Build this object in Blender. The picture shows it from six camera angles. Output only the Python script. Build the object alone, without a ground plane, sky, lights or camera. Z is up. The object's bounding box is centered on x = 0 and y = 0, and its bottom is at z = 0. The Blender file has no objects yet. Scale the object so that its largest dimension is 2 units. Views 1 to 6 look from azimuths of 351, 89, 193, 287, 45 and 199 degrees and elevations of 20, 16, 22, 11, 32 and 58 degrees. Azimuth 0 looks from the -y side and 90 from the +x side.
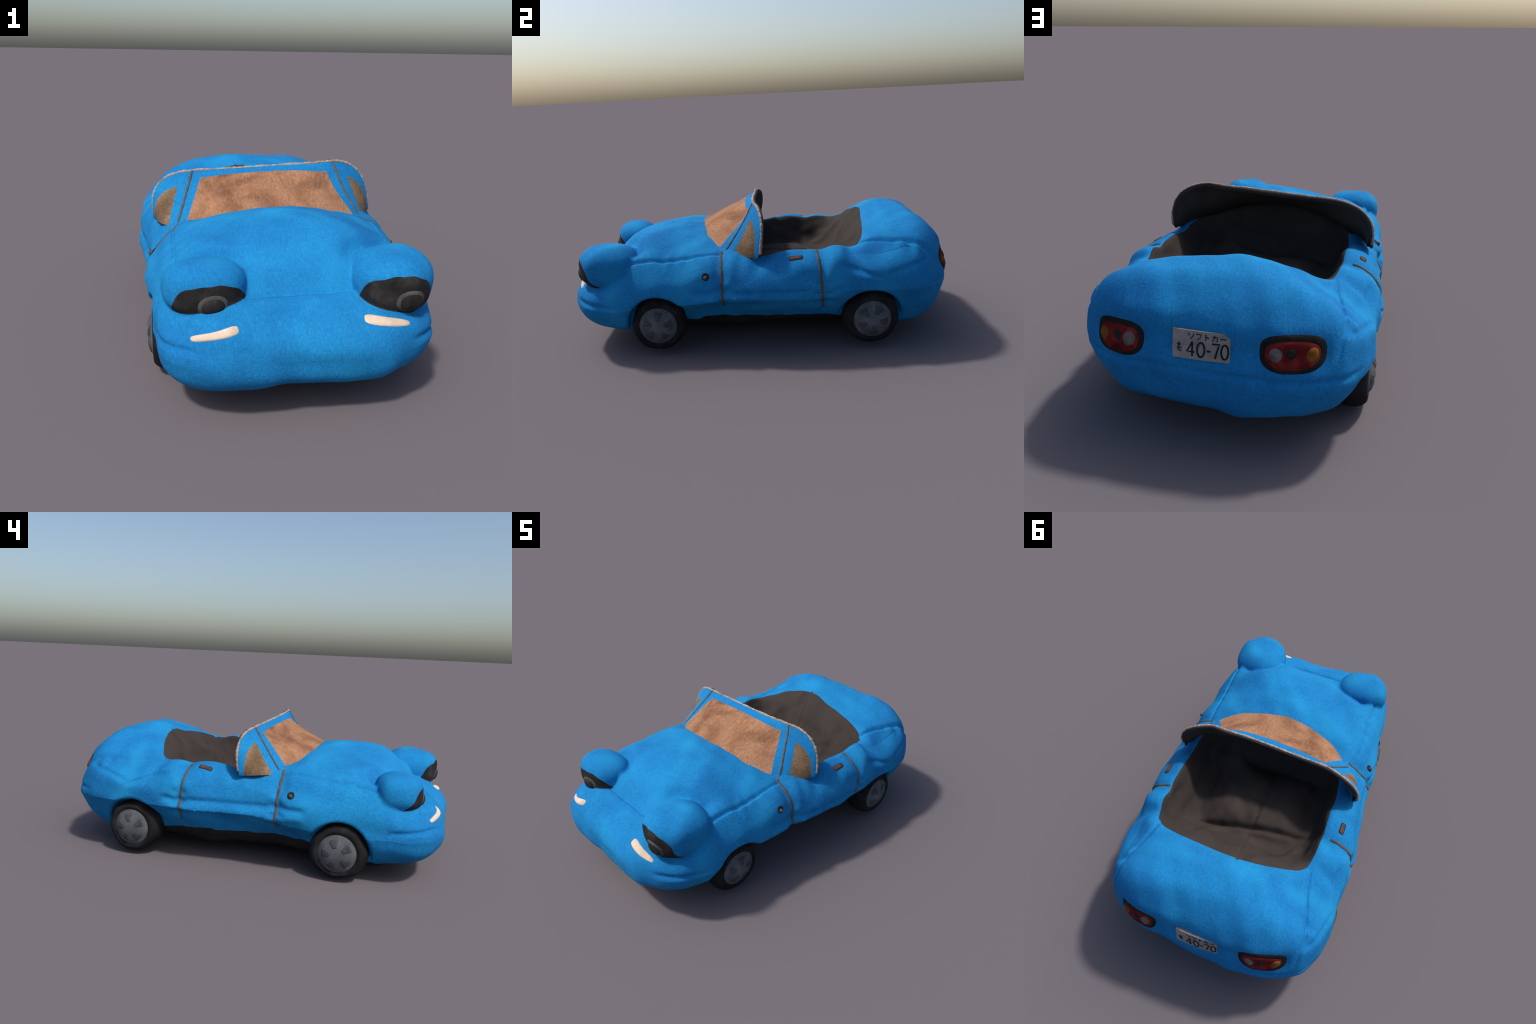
"""A soft plush roadster: blue furry body, tan windscreen panel, dark open cockpit.
The body is one smooth implicit surface (lofted hull + headlight pods - cockpit tub),
meshed here, then split along its seams into named parts."""
import bpy, math
import numpy as np
from mathutils import Vector, Matrix

RNG = np.random.RandomState(7)

# ------------------------------------------------------------------ small maths
def spline(xs, ys):
    """Monotone cubic through hand-placed stations."""
    xs = np.array(xs, float); ys = np.array(ys, float)
    h = np.diff(xs); d = np.diff(ys) / h
    m = np.zeros_like(ys); m[0] = d[0]; m[-1] = d[-1]
    for i in range(1, len(xs) - 1):
        if d[i - 1] * d[i] > 0:
            w1 = 2 * h[i] + h[i - 1]; w2 = h[i] + 2 * h[i - 1]
            m[i] = (w1 + w2) / (w1 / d[i - 1] + w2 / d[i])
    def f(x):
        x = np.clip(x, xs[0], xs[-1])
        i = np.clip(np.searchsorted(xs, x, side='right') - 1, 0, len(h) - 1)
        t = (x - xs[i]) / h[i]
        t2 = t * t; t3 = t2 * t
        return ((2 * t3 - 3 * t2 + 1) * ys[i] + (t3 - 2 * t2 + t) * h[i] * m[i]
                + (-2 * t3 + 3 * t2) * ys[i + 1] + (t3 - t2) * h[i] * m[i + 1])
    return f

def smin(a, b, k):
    h = np.clip(0.5 + 0.5 * (b - a) / k, 0, 1)
    return b + (a - b) * h - k * h * (1 - h)

def smax(a, b, k):
    return -smin(-a, -b, k)

def sstep(a, b, x):
    t = np.clip((x - a) / (b - a), 0, 1)
    return t * t * (3 - 2 * t)

class Lumps:
    """Smooth random lumps: a sum of plane waves of about one wavelength."""
    def __init__(self, wavelength, n, seed):
        r = np.random.RandomState(seed)
        d = r.normal(size=(n, 3)); d /= np.linalg.norm(d, axis=1)[:, None]
        self.k = d * (2 * math.pi / (wavelength * r.uniform(0.75, 1.4, n)))[:, None]
        self.p = r.uniform(0, 2 * math.pi, n)
        self.s = math.sqrt(2.0 / n)
    def __call__(self, x, y, z):
        out = np.zeros_like(x)
        for k, p in zip(self.k, self.p):
            out += np.sin(k[0] * x + k[1] * y + k[2] * z + p)
        return out * self.s

big_lumps = Lumps(0.42, 9, 3)
small_lumps = Lumps(0.15, 9, 5)
wrinkles = Lumps(0.07, 9, 11)

# ------------------------------------------------------------------ hull stations along y (front is -y)
half_width = spline([-1.0, -0.85, -0.7, -0.5, -0.25, 0.0, 0.3, 0.5, 0.75, 1.0],
                    [0.485, 0.500, 0.515, 0.530, 0.535, 0.565, 0.585, 0.585, 0.564, 0.512])
sideways = spline([-1.0, -0.5, -0.2, 0.1, 0.35, 0.6, 0.85, 1.0], [0.005, 0.0, 0.005, 0.010, 0.004, -0.002, -0.010, -0.008])
crown = spline([-1.0, -0.9, -0.8, -0.74, -0.68, -0.6, -0.5, -0.41, -0.3, -0.19, 0.0, 0.3, 0.42, 0.52, 0.6, 0.69, 0.78, 0.92, 1.0],
               [0.405, 0.410, 0.448, 0.507, 0.548, 0.580, 0.595, 0.598, 0.586, 0.558, 0.530, 0.532, 0.550, 0.590, 0.618, 0.636, 0.634, 0.597, 0.575])
crown_drop = spline([-1.0, -0.66, -0.43, -0.25, -0.1, 0.35, 0.5, 0.6, 0.7, 0.8, 0.9, 1.0],
                    [0.0, 0.01, 0.055, 0.03, 0.0, 0.0, 0.055, 0.095, 0.085, 0.045, 0.02, 0.01])   # how far the crown sags towards the shoulders
waist = spline([-1.0, -0.7, -0.4, 0.0, 0.5, 1.0], [0.25, 0.25, 0.26, 0.31, 0.31, 0.29])
belly = spline([-1.0, -0.86, -0.72, -0.6, -0.2, 0.2, 0.6, 0.75, 0.85, 0.92, 1.0], [0.12, 0.090, 0.062, 0.045, 0.034, 0.044, 0.048, 0.055, 0.082, 0.105, 0.125])
tuck = spline([-1.0, -0.7, -0.45, -0.25, 0.05, 0.25, 0.45, 0.75, 1.0], [0.10, 0.14, 0.36, 0.42, 0.36, 0.34, 0.28, 0.20, 0.22])   # the sills run in under the doors
low_power = spline([-1.0, -0.7, -0.4, 0.4, 0.65, 0.85, 1.0], [3.4, 3.4, 4.4, 4.4, 4.2, 4.2, 4.2])
side_power = spline([-1.0, -0.5, 0.0, 0.5, 0.8, 1.0], [3.8, 3.4, 5.2, 5.2, 5.6, 5.6])
top_power = spline([-1.0, -0.5, 0.0, 0.5, 1.0], [2.3, 2.3, 2.4, 2.5, 2.5])
shoulder_seam = spline([-0.85, -0.62, -0.4, -0.19], [0.40, 0.43, 0.43, 0.425])   # hood / fender line
deck_seam = spline([0.45, 0.56, 0.7, 0.82, 0.95], [0.40, 0.415, 0.455, 0.485, 0.46])  # rear deck / fender line

PODS = [(0.331, -0.772, 0.452, 0.141, 0.150, 0.112), (-0.332, -0.754, 0.443, 0.146, 0.116, 0.094)]
WHEELS = [(0.425, -0.530, 0.168), (-0.445, -0.505, 0.146), (0.476, 0.540, 0.164), (-0.492, 0.570, 0.150)]
WHEEL_R = 0.148
DOOR_FRONT, DOOR_REAR = -0.195, 0.30

def lean(x, y, z):
    return z - x * (0.022 + 0.020 * sstep(0.45, 0.15, z) * sstep(0.7, 0.5, y) * sstep(-0.75, -0.6, y) - 0.030 * sstep(0.32, 0.12, z) * sstep(0.68, 0.85, y))

def hull_value(x, y, z):
    z = lean(x, y, z)
    x = x - sideways(y)
    ab = np.abs(x)
    w = half_width(y); zw = waist(y)
    top = crown(y) - crown_drop(y) * np.minimum(ab / 0.45, 1.1) ** 2.2
    top = top + np.clip(-x / 0.35, 0, 1) * (-0.016 * np.exp(-((y - 0.64) / 0.10) ** 2))   # the deck slumps on one side
    up = np.maximum(z - zw, 0) / (top - zw)
    dn = np.maximum(zw - z, 0) / (zw - belly(y))
    w = w * (1 - tuck(y) * np.minimum(dn, 1.2) ** 0.95)
    lp = low_power(y)
    nx = lp + (side_power(y) - lp) * sstep(-0.12, 0.06, z - zw)
    sec = (ab / w) ** nx + up ** top_power(y) + dn ** np.minimum(lp, 4.6)
    cap = np.where(y < 0, np.maximum(-y - 0.77, 0) / 0.222, np.maximum(y + 0.03 * x - 0.72, 0) / 0.270)   # the back panel sits slightly askew
    return sec + cap ** np.where(y < 0, 2.4, 2.8)

def normalised(f, x, y, z, scale):
    e = 1e-3
    v = f(x, y, z) - 1.0
    gx = (f(x + e, y, z) - 1.0 - v) / e
    gy = (f(x, y + e, z) - 1.0 - v) / e
    gz = (f(x, y, z + e) - 1.0 - v) / e
    g = np.sqrt(gx * gx + gy * gy + gz * gz)
    return v / np.maximum(g, scale)

def groove(d, width, depth):
    return depth * np.exp(-(d / width) ** 2)

def hull(x, y, z):
    """Outer fabric skin without pods and cockpit; negative inside."""
    d = normalised(hull_value, x, y, z, 1.2)
    # stuffing lumps
    d = d - 0.006 * big_lumps(x, y, z) - 0.0025 * small_lumps(x, y, z)
    ax = np.abs(x)
    # crease between hood and nose
    ycrease = -0.808 + 0.10 * ax * ax
    d = d + groove(y - ycrease, 0.032, 0.014) * sstep(0.36, 0.30, ax) * sstep(0.28, 0.34, z)
    d = d + groove(y - ycrease, 0.009, 0.010) * sstep(0.36, 0.30, ax) * sstep(0.28, 0.34, z)
    # hood / fender stitch line
    on = sstep(-0.72, -0.66, y) * sstep(-0.17, -0.20, y) * sstep(0.30, 0.36, z)
    d = d + groove(ax - shoulder_seam(y), 0.008, 0.008) * on
    # rear deck / fender stitch line
    on = sstep(0.44, 0.50, y) * sstep(0.36, 0.44, z)
    d = d + groove(ax - deck_seam(y), 0.010, 0.011) * on
    # recessed rear panel with lights and plate, bumper below it
    rear = sstep(0.80, 0.90, y)
    d = d + groove(z - 0.415, 0.055, 0.028) * rear * sstep(0.50, 0.40, ax)
    d = d + groove(z - 0.325, 0.012, 0.007) * rear
    # crease round the front bumper corners and along the sides
    d = d + groove(z - 0.285 + 0.1 * (y + 0.88), 0.012, 0.010) * sstep(-0.70, -0.78, y) * sstep(0.34, 0.42, ax)
    side = sstep(0.42, 0.50, ax) * sstep(-0.36, -0.30, y) * sstep(0.42, 0.36, y)
    d = d + groove(z - 0.335, 0.016, 0.010) * side - groove(z - 0.295, 0.02, 0.006) * side
    # door gaps pinch the skin
    for yd in (DOOR_FRONT, DOOR_REAR):
        d = d + groove(y - yd, 0.028, 0.010) * sstep(0.36, 0.44, ax) * sstep(0.16, 0.24, z)
    for yd in (DOOR_FRONT, DOOR_REAR):
        d = d + 0.004 * np.sin(75 * z + 9 * yd + 3 * np.sin(20 * z)) * np.exp(-((np.abs(y - yd) - 0.025) / 0.02) ** 2) * sstep(0.40, 0.48, ax)
    # puckers along the deck seam, the hood seam and the door tops
    d = d + 0.0035 * np.sin(62 * y + 2 * np.sin(17 * y)) * np.exp(-((ax - deck_seam(y) - 0.02) / 0.03) ** 2) * sstep(0.46, 0.54, y) * sstep(0.40, 0.46, z)
    d = d + 0.0015 * np.sin(70 * y + 2 * np.sin(15 * y)) * np.exp(-((ax - shoulder_seam(y)) / 0.03) ** 2) * sstep(-0.70, -0.64, y) * sstep(-0.2, -0.26, y) * sstep(0.35, 0.42, z)
    d = d + 0.004 * np.sin(34 * y + 3 * np.sin(11 * y + x) + 14 * ax) * sstep(0.40, 0.50, ax) * sstep(0.40, 0.46, z) * sstep(-0.16, -0.10, y) * sstep(0.46, 0.40, y)
    # slanting folds on the rear fenders
    d = d + groove(z - 0.44 + 0.35 * (y - 0.42), 0.014, 0.010) * sstep(0.36, 0.42, y) * sstep(0.62, 0.54, y) * sstep(0.45, 0.52, ax)
    d = d + groove(z - 0.40 - 0.25 * (y - 0.62), 0.012, 0.006) * sstep(0.58, 0.64, y) * sstep(0.86, 0.78, y) * sstep(0.45, 0.52, ax)
    # dented door tops and pinched folds behind the doors
    d = d + 0.018 * np.exp(-((y - 0.02) / 0.09) ** 2 - ((z - 0.47) / 0.05) ** 2) * sstep(0.35, 0.48, x)
    d = d + groove(y - 0.47 + 0.5 * (z - 0.45), 0.03, 0.012) * sstep(0.40, 0.48, ax) * sstep(0.38, 0.44, z)
    # the skin is drawn in behind the front wheels
    d = d + 0.045 * np.exp(-((y + 0.275) / 0.10) ** 2 - ((z - 0.165) / 0.075) ** 2) * sstep(0.36, 0.46, ax)
    # wheel arches
    for wx, wy, wz in WHEELS:
        r = np.sqrt((y - wy) ** 2 + (z - wz) ** 2)
        arch = np.maximum(r - WHEEL_R - 0.004, abs(wx) + 0.01 - x * np.sign(wx))
        d = smax(d, -arch, 0.022)
    return d

def pods(x, y, z):
    out = None
    for px, py, pz, rx, ry, rz in PODS:
        def val(X, Y, Z):
            return (np.abs((X - px) / rx) ** 2.4 + np.abs((Y - py) / ry) ** 2.4 + np.abs((Z - pz) / rz) ** 2.4)
        v = np.maximum(val(x, y, z), 1e-9)
        d = (v ** (1 / 2.4) - 1.0) * 0.135
        out = d if out is None else np.minimum(out, d)
    return out - 0.003 * small_lumps(x, y, z)

FLOOR = 0.325
def tub(x, y, z):
    """Cockpit bowl: steep padded walls, rolled corners, a cushioned floor, a reclined seat back."""
    ground = (FLOOR - 0.01 + 0.10 * sstep(-0.08, -0.20, y)       # the floor climbs towards the dashboard
              + 0.085 * np.exp(-(x / 0.26) ** 4 - ((y - 0.12) / 0.20) ** 4))   # loose seat cushion bulging in the middle
    t = np.clip((z - FLOOR) / 0.26, 0, 1.3)
    a = 0.325 + 0.120 * t ** 0.8
    y0 = -0.245 + 0.56 * np.minimum(np.abs(x), 0.45) ** 2 + 0.05 * (1 - t)
    y1 = 0.355 + 0.185 * t ** 0.95
    yc = (y0 + y1) / 2; b = (y1 - y0) / 2
    x_in = x - 0.018
    wall = ((np.abs(x_in / a) ** 7 + np.abs((y - yc) / b) ** 7 + 1e-9) ** (1 / 7) - 1.0) * 0.36
    ground = ground + 0.10 * np.exp(-((x - 0.26) / 0.12) ** 2 - ((y + 0.11) / 0.10) ** 2)   # padded lump under the dash
    ground = ground - groove(y - 0.30 - 0.15 * x, 0.016, 0.022) - groove(x + 0.02, 0.012, 0.010) * sstep(0.35, 0.2, y)   # cushion creases
    d = smax(wall, ground - z, 0.06)
    back = sstep(0.22, 0.38, y)
    calm = sstep(0.55, 0.46, z)
    folds = np.exp(-((x - 0.17 + 0.5 * (z - 0.45)) / 0.035) ** 2) - 0.8 * np.exp(-((x - 0.25) / 0.03) ** 2) + np.exp(-((x + 0.24 - 0.4 * (z - 0.45)) / 0.04) ** 2)
    d = d + 0.016 * folds * back * sstep(0.31, 0.36, z) * calm
    d = d + (0.004 * small_lumps(x, y, z) + 0.001 * wrinkles(x, y, z)) * (0.25 + 0.75 * calm)
    # vertical seam down the seat back
    d = d - groove(x + 0.03 + 0.2 * (z - 0.45), 0.007, 0.006) * back
    return d

def field_parts(x, y, z):
    h = hull(x, y, z); p = pods(x, y, z); t = tub(x, y, z)
    h = h + (0.004 + 0.038 * sstep(-0.76, -0.67, y) * sstep(0.42, 0.34, np.abs(x))) * np.exp(-(np.maximum(p, 0) / 0.05) ** 2) * sstep(-0.92, -0.86, y)   # the bonnet sinks round each pod
    f = smin(h, p, 0.014)
    f = smax(f, -t, 0.035 + 0.035 * sstep(0.40, 0.50, y))   # the rear lip rolls softly into the seat back
    return f, h, p, t

def field(P):
    out = np.empty(len(P))
    for i in range(0, len(P), 400000):
        q = P[i:i + 400000]
        out[i:i + 400000] = field_parts(q[:, 0], q[:, 1], q[:, 2])[0]
    return out

def gradient(P, e=2e-3, skin=None):
    skin = skin or field
    g = np.empty_like(P)
    for a in range(3):
        o = np.zeros(3); o[a] = e
        g[:, a] = (skin(P + o) - skin(P - o)) / (2 * e)
    return g

def unit(v):
    return v / np.maximum(np.linalg.norm(v, axis=-1, keepdims=True), 1e-9)

# ------------------------------------------------------------------ surface nets
def mesh_field(lo, hi, h):
    lo = np.array(lo); n = np.ceil((np.array(hi) - lo) / h).astype(int) + 1
    # coarse pass keeps only the cells near the skin
    s = 4
    nc = (n + s - 1) // s + 1
    gc = np.stack(np.meshgrid(*[lo[i] + np.arange(nc[i]) * h * s for i in range(3)], indexing='ij'), -1)
    fc = field(gc.reshape(-1, 3)).reshape(nc)
    near = np.abs(fc) < 0.05
    for a in range(3):
        near = near | np.roll(near, 1, a) | np.roll(near, -1, a)
    fine_near = near.repeat(s, 0).repeat(s, 1).repeat(s, 2)
    big = fc.repeat(s, 0).repeat(s, 1).repeat(s, 2)
    n = np.minimum(n, np.array(big.shape))
    F = np.sign(big[:n[0], :n[1], :n[2]])
    idx = np.argwhere(fine_near[:n[0], :n[1], :n[2]])
    F[tuple(idx.T)] = field(lo + idx * h)
    inside = F < 0
    c = np.zeros(n - 1, int)
    for dx in (0, 1):
        for dy in (0, 1):
            for dz in (0, 1):
                c += inside[dx:n[0] - 1 + dx, dy:n[1] - 1 + dy, dz:n[2] - 1 + dz]
    cells = np.argwhere((c > 0) & (c < 8))
    ids = -np.ones(n - 1, int); ids[tuple(cells.T)] = np.arange(len(cells))
    acc = np.zeros((len(cells), 3)); cnt = np.zeros(len(cells))
    corners = [(a, b, d) for a in (0, 1) for b in (0, 1) for d in (0, 1)]
    for i, A in enumerate(corners):
        for B in corners[i + 1:]:
            if sum(abs(p - q) for p, q in zip(A, B)) != 1:
                continue
            fa = F[tuple((cells + A).T)]; fb = F[tuple((cells + B).T)]
            m = (fa < 0) != (fb < 0)
            t = np.where(m, fa / np.where(m, fa - fb, 1), 0)
            acc += np.where(m[:, None], np.array(A) + t[:, None] * (np.array(B) - np.array(A)), 0)
            cnt += m
    V = lo + (cells + acc / cnt[:, None]) * h
    quads = []
    for a in range(3):
        b, d = (a + 1) % 3, (a + 2) % 3
        sl0 = [slice(None)] * 3; sl1 = [slice(None)] * 3
        sl0[a] = slice(0, -1); sl1[a] = slice(1, None)
        cross = inside[tuple(sl0)] != inside[tuple(sl1)]
        e = np.argwhere(cross)
        ok = (e[:, b] > 0) & (e[:, d] > 0) & (e[:, b] < n[b] - 1) & (e[:, d] < n[d] - 1)
        e = e[ok]
        def cid(ob, od):
            q = e.copy(); q[:, b] -= ob; q[:, d] -= od
            return ids[tuple(q.T)]
        Q = np.stack([cid(1, 1), cid(0, 1), cid(0, 0), cid(1, 0)], 1)
        flip = ~inside[tuple(e.T)]
        Q[flip] = Q[flip][:, ::-1]
        quads.append(Q)
    Q = np.concatenate(quads)
    g = gradient(V)
    for _ in range(2):
        f = field(V)
        V = V - g * (f / np.maximum((g * g).sum(1), 0.2))[:, None]
    T = np.concatenate([Q[:, [0, 1, 2]], Q[:, [0, 2, 3]]])
    return V, T

def cut(V, N, T, L, g, source, target):
    """Split the triangles along g = 0 and give the negative side of `source` the label `target`."""
    gt = g[T]; neg = gt < 0
    mixed = (neg.any(1) & ~neg.all(1)) & np.isin(L, source)
    keepT, keepL = T[~mixed], L[~mixed].copy()
    inside = neg[~mixed].all(1) & np.isin(keepL, source)
    keepL[inside] = target
    MT, ML = T[mixed], L[mixed]
    if len(MT) == 0:
        return V, N, keepT, keepL
    mn = neg[mixed]
    odd = np.where(mn.sum(1) == 1, mn.argmax(1), (~mn).argmax(1))
    r = np.arange(len(MT))
    A = MT[r, odd]; B = MT[r, (odd + 1) % 3]; C = MT[r, (odd + 2) % 3]
    E = np.sort(np.concatenate([np.stack([A, B], 1), np.stack([A, C], 1)]), 1)
    U, inv = np.unique(E, axis=0, return_inverse=True)
    inv = inv.ravel()
    t = np.clip(g[U[:, 0]] / (g[U[:, 0]] - g[U[:, 1]]), 0.02, 0.98)[:, None]
    nv = V[U[:, 0]] * (1 - t) + V[U[:, 1]] * t
    nn = unit(N[U[:, 0]] * (1 - t) + N[U[:, 1]] * t)
    base = len(V)
    AB = base + inv[:len(MT)]; AC = base + inv[len(MT):]
    a_in = mn[r, odd]
    T2 = np.concatenate([keepT, np.stack([A, AB, AC], 1), np.stack([AB, B, C], 1), np.stack([AB, C, AC], 1)])
    La = np.where(a_in, target, ML); Lb = np.where(a_in, ML, target)
    L2 = np.concatenate([keepL, La, Lb, Lb])
    return np.concatenate([V, nv]), np.concatenate([N, nn]), T2, L2

# ------------------------------------------------------------------ materials
def new_material(name, rough=0.9, spec=0.15):
    m = bpy.data.materials.new(name); m.use_nodes = True
    nt = m.node_tree; b = nt.nodes["Principled BSDF"]
    b.inputs["Roughness"].default_value = rough
    b.inputs["Specular IOR Level"].default_value = spec
    return m, nt, b

def fabric(name, dark, mid, light, patch=3.5, grain=160.0, bump=0.35, grain_amount=0.25,
           stretch=(1, 1, 1), sheen=0.0, sheen_tint=(1, 1, 1), rough=0.92, detail=None):
    """Brushed pile: broad patches of nap in three tones, fine fibre grain, fibre bump."""
    m, nt, b = new_material(name, rough, 0.1)
    N, Lk = nt.nodes.new, nt.links.new
    tc = N("ShaderNodeTexCoord")
    mp = N("ShaderNodeMapping"); mp.inputs["Scale"].default_value = stretch
    Lk(tc.outputs["Object"], mp.inputs["Vector"])
    n1 = N("ShaderNodeTexNoise"); n1.inputs["Scale"].default_value = patch
    n1.inputs["Detail"].default_value = 5; n1.inputs["Roughness"].default_value = 0.55
    n1.inputs["Distortion"].default_value = 0.6
    Lk(tc.outputs["Object"], n1.inputs["Vector"])
    ramp = N("ShaderNodeValToRGB")
    e = ramp.color_ramp.elements
    e[0].position = 0.30; e[0].color = (*dark, 1)
    e[1].position = 0.72; e[1].color = (*light, 1)
    k = e.new(0.5); k.color = (*mid, 1)
    Lk(n1.outputs["Fac"], ramp.inputs["Fac"])
    n2 = N("ShaderNodeTexNoise"); n2.inputs["Scale"].default_value = grain
    n2.inputs["Detail"].default_value = 4; n2.inputs["Roughness"].default_value = 0.7
    n2.inputs["Distortion"].default_value = 1.2
    Lk(mp.outputs["Vector"], n2.inputs["Vector"])
    mr = N("ShaderNodeMapRange")
    mr.inputs["From Min"].default_value = 0.28; mr.inputs["From Max"].default_value = 0.72
    mr.inputs["To Min"].default_value = 1 - grain_amount; mr.inputs["To Max"].default_value = 1 + grain_amount
    Lk(n2.outputs["Fac"], mr.inputs["Value"])
    mx = N("ShaderNodeVectorMath"); mx.operation = 'SCALE'
    Lk(ramp.outputs["Color"], mx.inputs[0]); Lk(mr.outputs["Result"], mx.inputs["Scale"])
    Lk(mx.outputs["Vector"], b.inputs["Base Color"])
    bp = N("ShaderNodeBump"); bp.inputs["Strength"].default_value = bump; bp.inputs["Distance"].default_value = 0.006
    Lk(n2.outputs["Fac"], bp.inputs["Height"]); Lk(bp.outputs["Normal"], b.inputs["Normal"])
    if sheen:
        b.inputs["Sheen Weight"].default_value = sheen
        b.inputs["Sheen Tint"].default_value = (*sheen_tint, 1)
        b.inputs["Sheen Roughness"].default_value = 0.5
    return m

BLUE = fabric("blue_plush", (0.0108, 0.152, 0.395), (0.0125, 0.190, 0.450), (0.015, 0.238, 0.51),  # blues darkened slightly towards the shade baked into the scan's hood
              patch=3.0, grain=85, bump=0.55, grain_amount=0.26, stretch=(1.5, 0.8, 1.0))

def pale_bands(mat, bands, colour):
    """Lighter blue in soft bands across the car (beside the seams and at the cowl), broken up by noise."""
    nt = mat.node_tree; N, Lk = nt.nodes.new, nt.links.new
    b = nt.nodes["Principled BSDF"]
    src = b.inputs["Base Color"].links[0].from_socket
    tc = N("ShaderNodeTexCoord"); sp = N("ShaderNodeSeparateXYZ"); Lk(tc.outputs["Object"], sp.inputs[0])
    total = None
    for y, w in bands:
        a = N("ShaderNodeMath"); a.operation = 'SUBTRACT'; Lk(sp.outputs["Y"], a.inputs[0]); a.inputs[1].default_value = y
        q = N("ShaderNodeMath"); q.operation = 'ABSOLUTE'; Lk(a.outputs[0], q.inputs[0])
        m = N("ShaderNodeMapRange"); m.interpolation_type = 'SMOOTHSTEP'
        m.inputs["From Min"].default_value = w; m.inputs["From Max"].default_value = 0.0
        Lk(q.outputs[0], m.inputs["Value"])
        if total is None:
            total = m.outputs["Result"]
        else:
            x = N("ShaderNodeMath"); x.operation = 'MAXIMUM'; Lk(total, x.inputs[0]); Lk(m.outputs["Result"], x.inputs[1]); total = x.outputs[0]
    nz = N("ShaderNodeTexNoise"); nz.inputs["Scale"].default_value = 6; nz.inputs["Detail"].default_value = 4
    Lk(tc.outputs["Object"], nz.inputs["Vector"])
    k = N("ShaderNodeMapRange"); k.inputs["From Min"].default_value = 0.38; k.inputs["From Max"].default_value = 0.68
    Lk(nz.outputs["Fac"], k.inputs["Value"])
    f = N("ShaderNodeMath"); f.operation = 'MULTIPLY'; Lk(total, f.inputs[0]); Lk(k.outputs["Result"], f.inputs[1])
    mx = N("ShaderNodeMix"); mx.data_type = 'RGBA'
    Lk(f.outputs[0], mx.inputs["Factor"]); Lk(src, mx.inputs[6]); mx.inputs[7].default_value = (*colour, 1)
    Lk(mx.outputs[2], b.inputs["Base Color"])
pale_bands(BLUE, [(-0.34, 0.16), (0.35, 0.10), (0.62, 0.12), (-0.74, 0.10)], (0.0155, 0.245, 0.515))
TAN = fabric("tan_fur", (0.15, 0.070, 0.040), (0.33, 0.165, 0.090), (0.44, 0.245, 0.145),
             patch=4.2, grain=60, bump=0.7, grain_amount=0.35, stretch=(1.6, 0.7, 0.9))
SIDE_TAN = fabric("side_window_fur", (0.12, 0.078, 0.046), (0.20, 0.127, 0.074), (0.28, 0.18, 0.11),
                  patch=6, grain=80, bump=0.7, grain_amount=0.35)
LINING = fabric("dark_lining_cloth", (0.034, 0.028, 0.026), (0.046, 0.038, 0.034), (0.060, 0.046, 0.040),
                patch=4, grain=240, bump=0.15, grain_amount=0.18)
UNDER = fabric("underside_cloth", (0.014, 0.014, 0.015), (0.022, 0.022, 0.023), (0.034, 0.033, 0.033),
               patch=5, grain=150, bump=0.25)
TYRE = fabric("black_tyre_plush", (0.010, 0.010, 0.011), (0.016, 0.016, 0.017), (0.028, 0.028, 0.030),
              patch=9, grain=150, bump=0.4)
HUB = fabric("grey_hubcap_cloth", (0.065, 0.069, 0.077), (0.095, 0.10, 0.108), (0.13, 0.135, 0.145),  # grey lowered because the wheels on the shadow side are black with shade
             patch=14, grain=120, bump=0.25)
SPOKE = fabric("dark_grey_print", (0.040, 0.042, 0.046), (0.058, 0.061, 0.066), (0.080, 0.083, 0.090), patch=9, grain=120, bump=0.2)
LENS = fabric("dark_headlamp_cloth", (0.012, 0.012, 0.012), (0.022, 0.021, 0.021), (0.045, 0.041, 0.038),
              patch=12, grain=140, bump=0.3)
GREY = fabric("grey_ring_cloth", (0.05, 0.047, 0.045), (0.07, 0.066, 0.062), (0.10, 0.095, 0.09), patch=14, grain=140, bump=0.3)
CREAM = fabric("cream_cloth", (0.50, 0.37, 0.27), (0.62, 0.48, 0.37), (0.70, 0.57, 0.46),
               patch=12, grain=130, bump=0.35, grain_amount=0.12)
TRIM = fabric("cream_edge_trim", (0.20, 0.145, 0.11), (0.36, 0.27, 0.215), (0.48, 0.37, 0.30), patch=22, grain=110, bump=0.5)
SEAM = fabric("brown_seam_tape", (0.075, 0.060, 0.045), (0.105, 0.085, 0.065), (0.14, 0.11, 0.085), patch=16, grain=160, bump=0.3)
HANDLE = fabric("brown_handle_cloth", (0.05, 0.03, 0.024), (0.085, 0.05, 0.04), (0.12, 0.07, 0.055), patch=20, grain=130, bump=0.3)
RED = fabric("red_lamp_cloth", (0.06, 0.006, 0.006), (0.15, 0.012, 0.012), (0.26, 0.03, 0.028), patch=16, grain=120, bump=0.3)
AMBER = fabric("amber_lamp_cloth", (0.10, 0.035, 0.006), (0.18, 0.065, 0.010), (0.24, 0.10, 0.02), patch=16, grain=120, bump=0.3)  # amber and pale lamp tones dimmed to match the tail's baked-in shadow
PALE = fabric("pale_lamp_cloth", (0.09, 0.07, 0.06), (0.14, 0.115, 0.10), (0.20, 0.17, 0.15), patch=18, grain=120, bump=0.3)
PLATE = fabric("plate_cloth", (0.20, 0.175, 0.165), (0.27, 0.24, 0.225), (0.33, 0.30, 0.285), patch=16, grain=160, bump=0.15, grain_amount=0.1)
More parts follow.
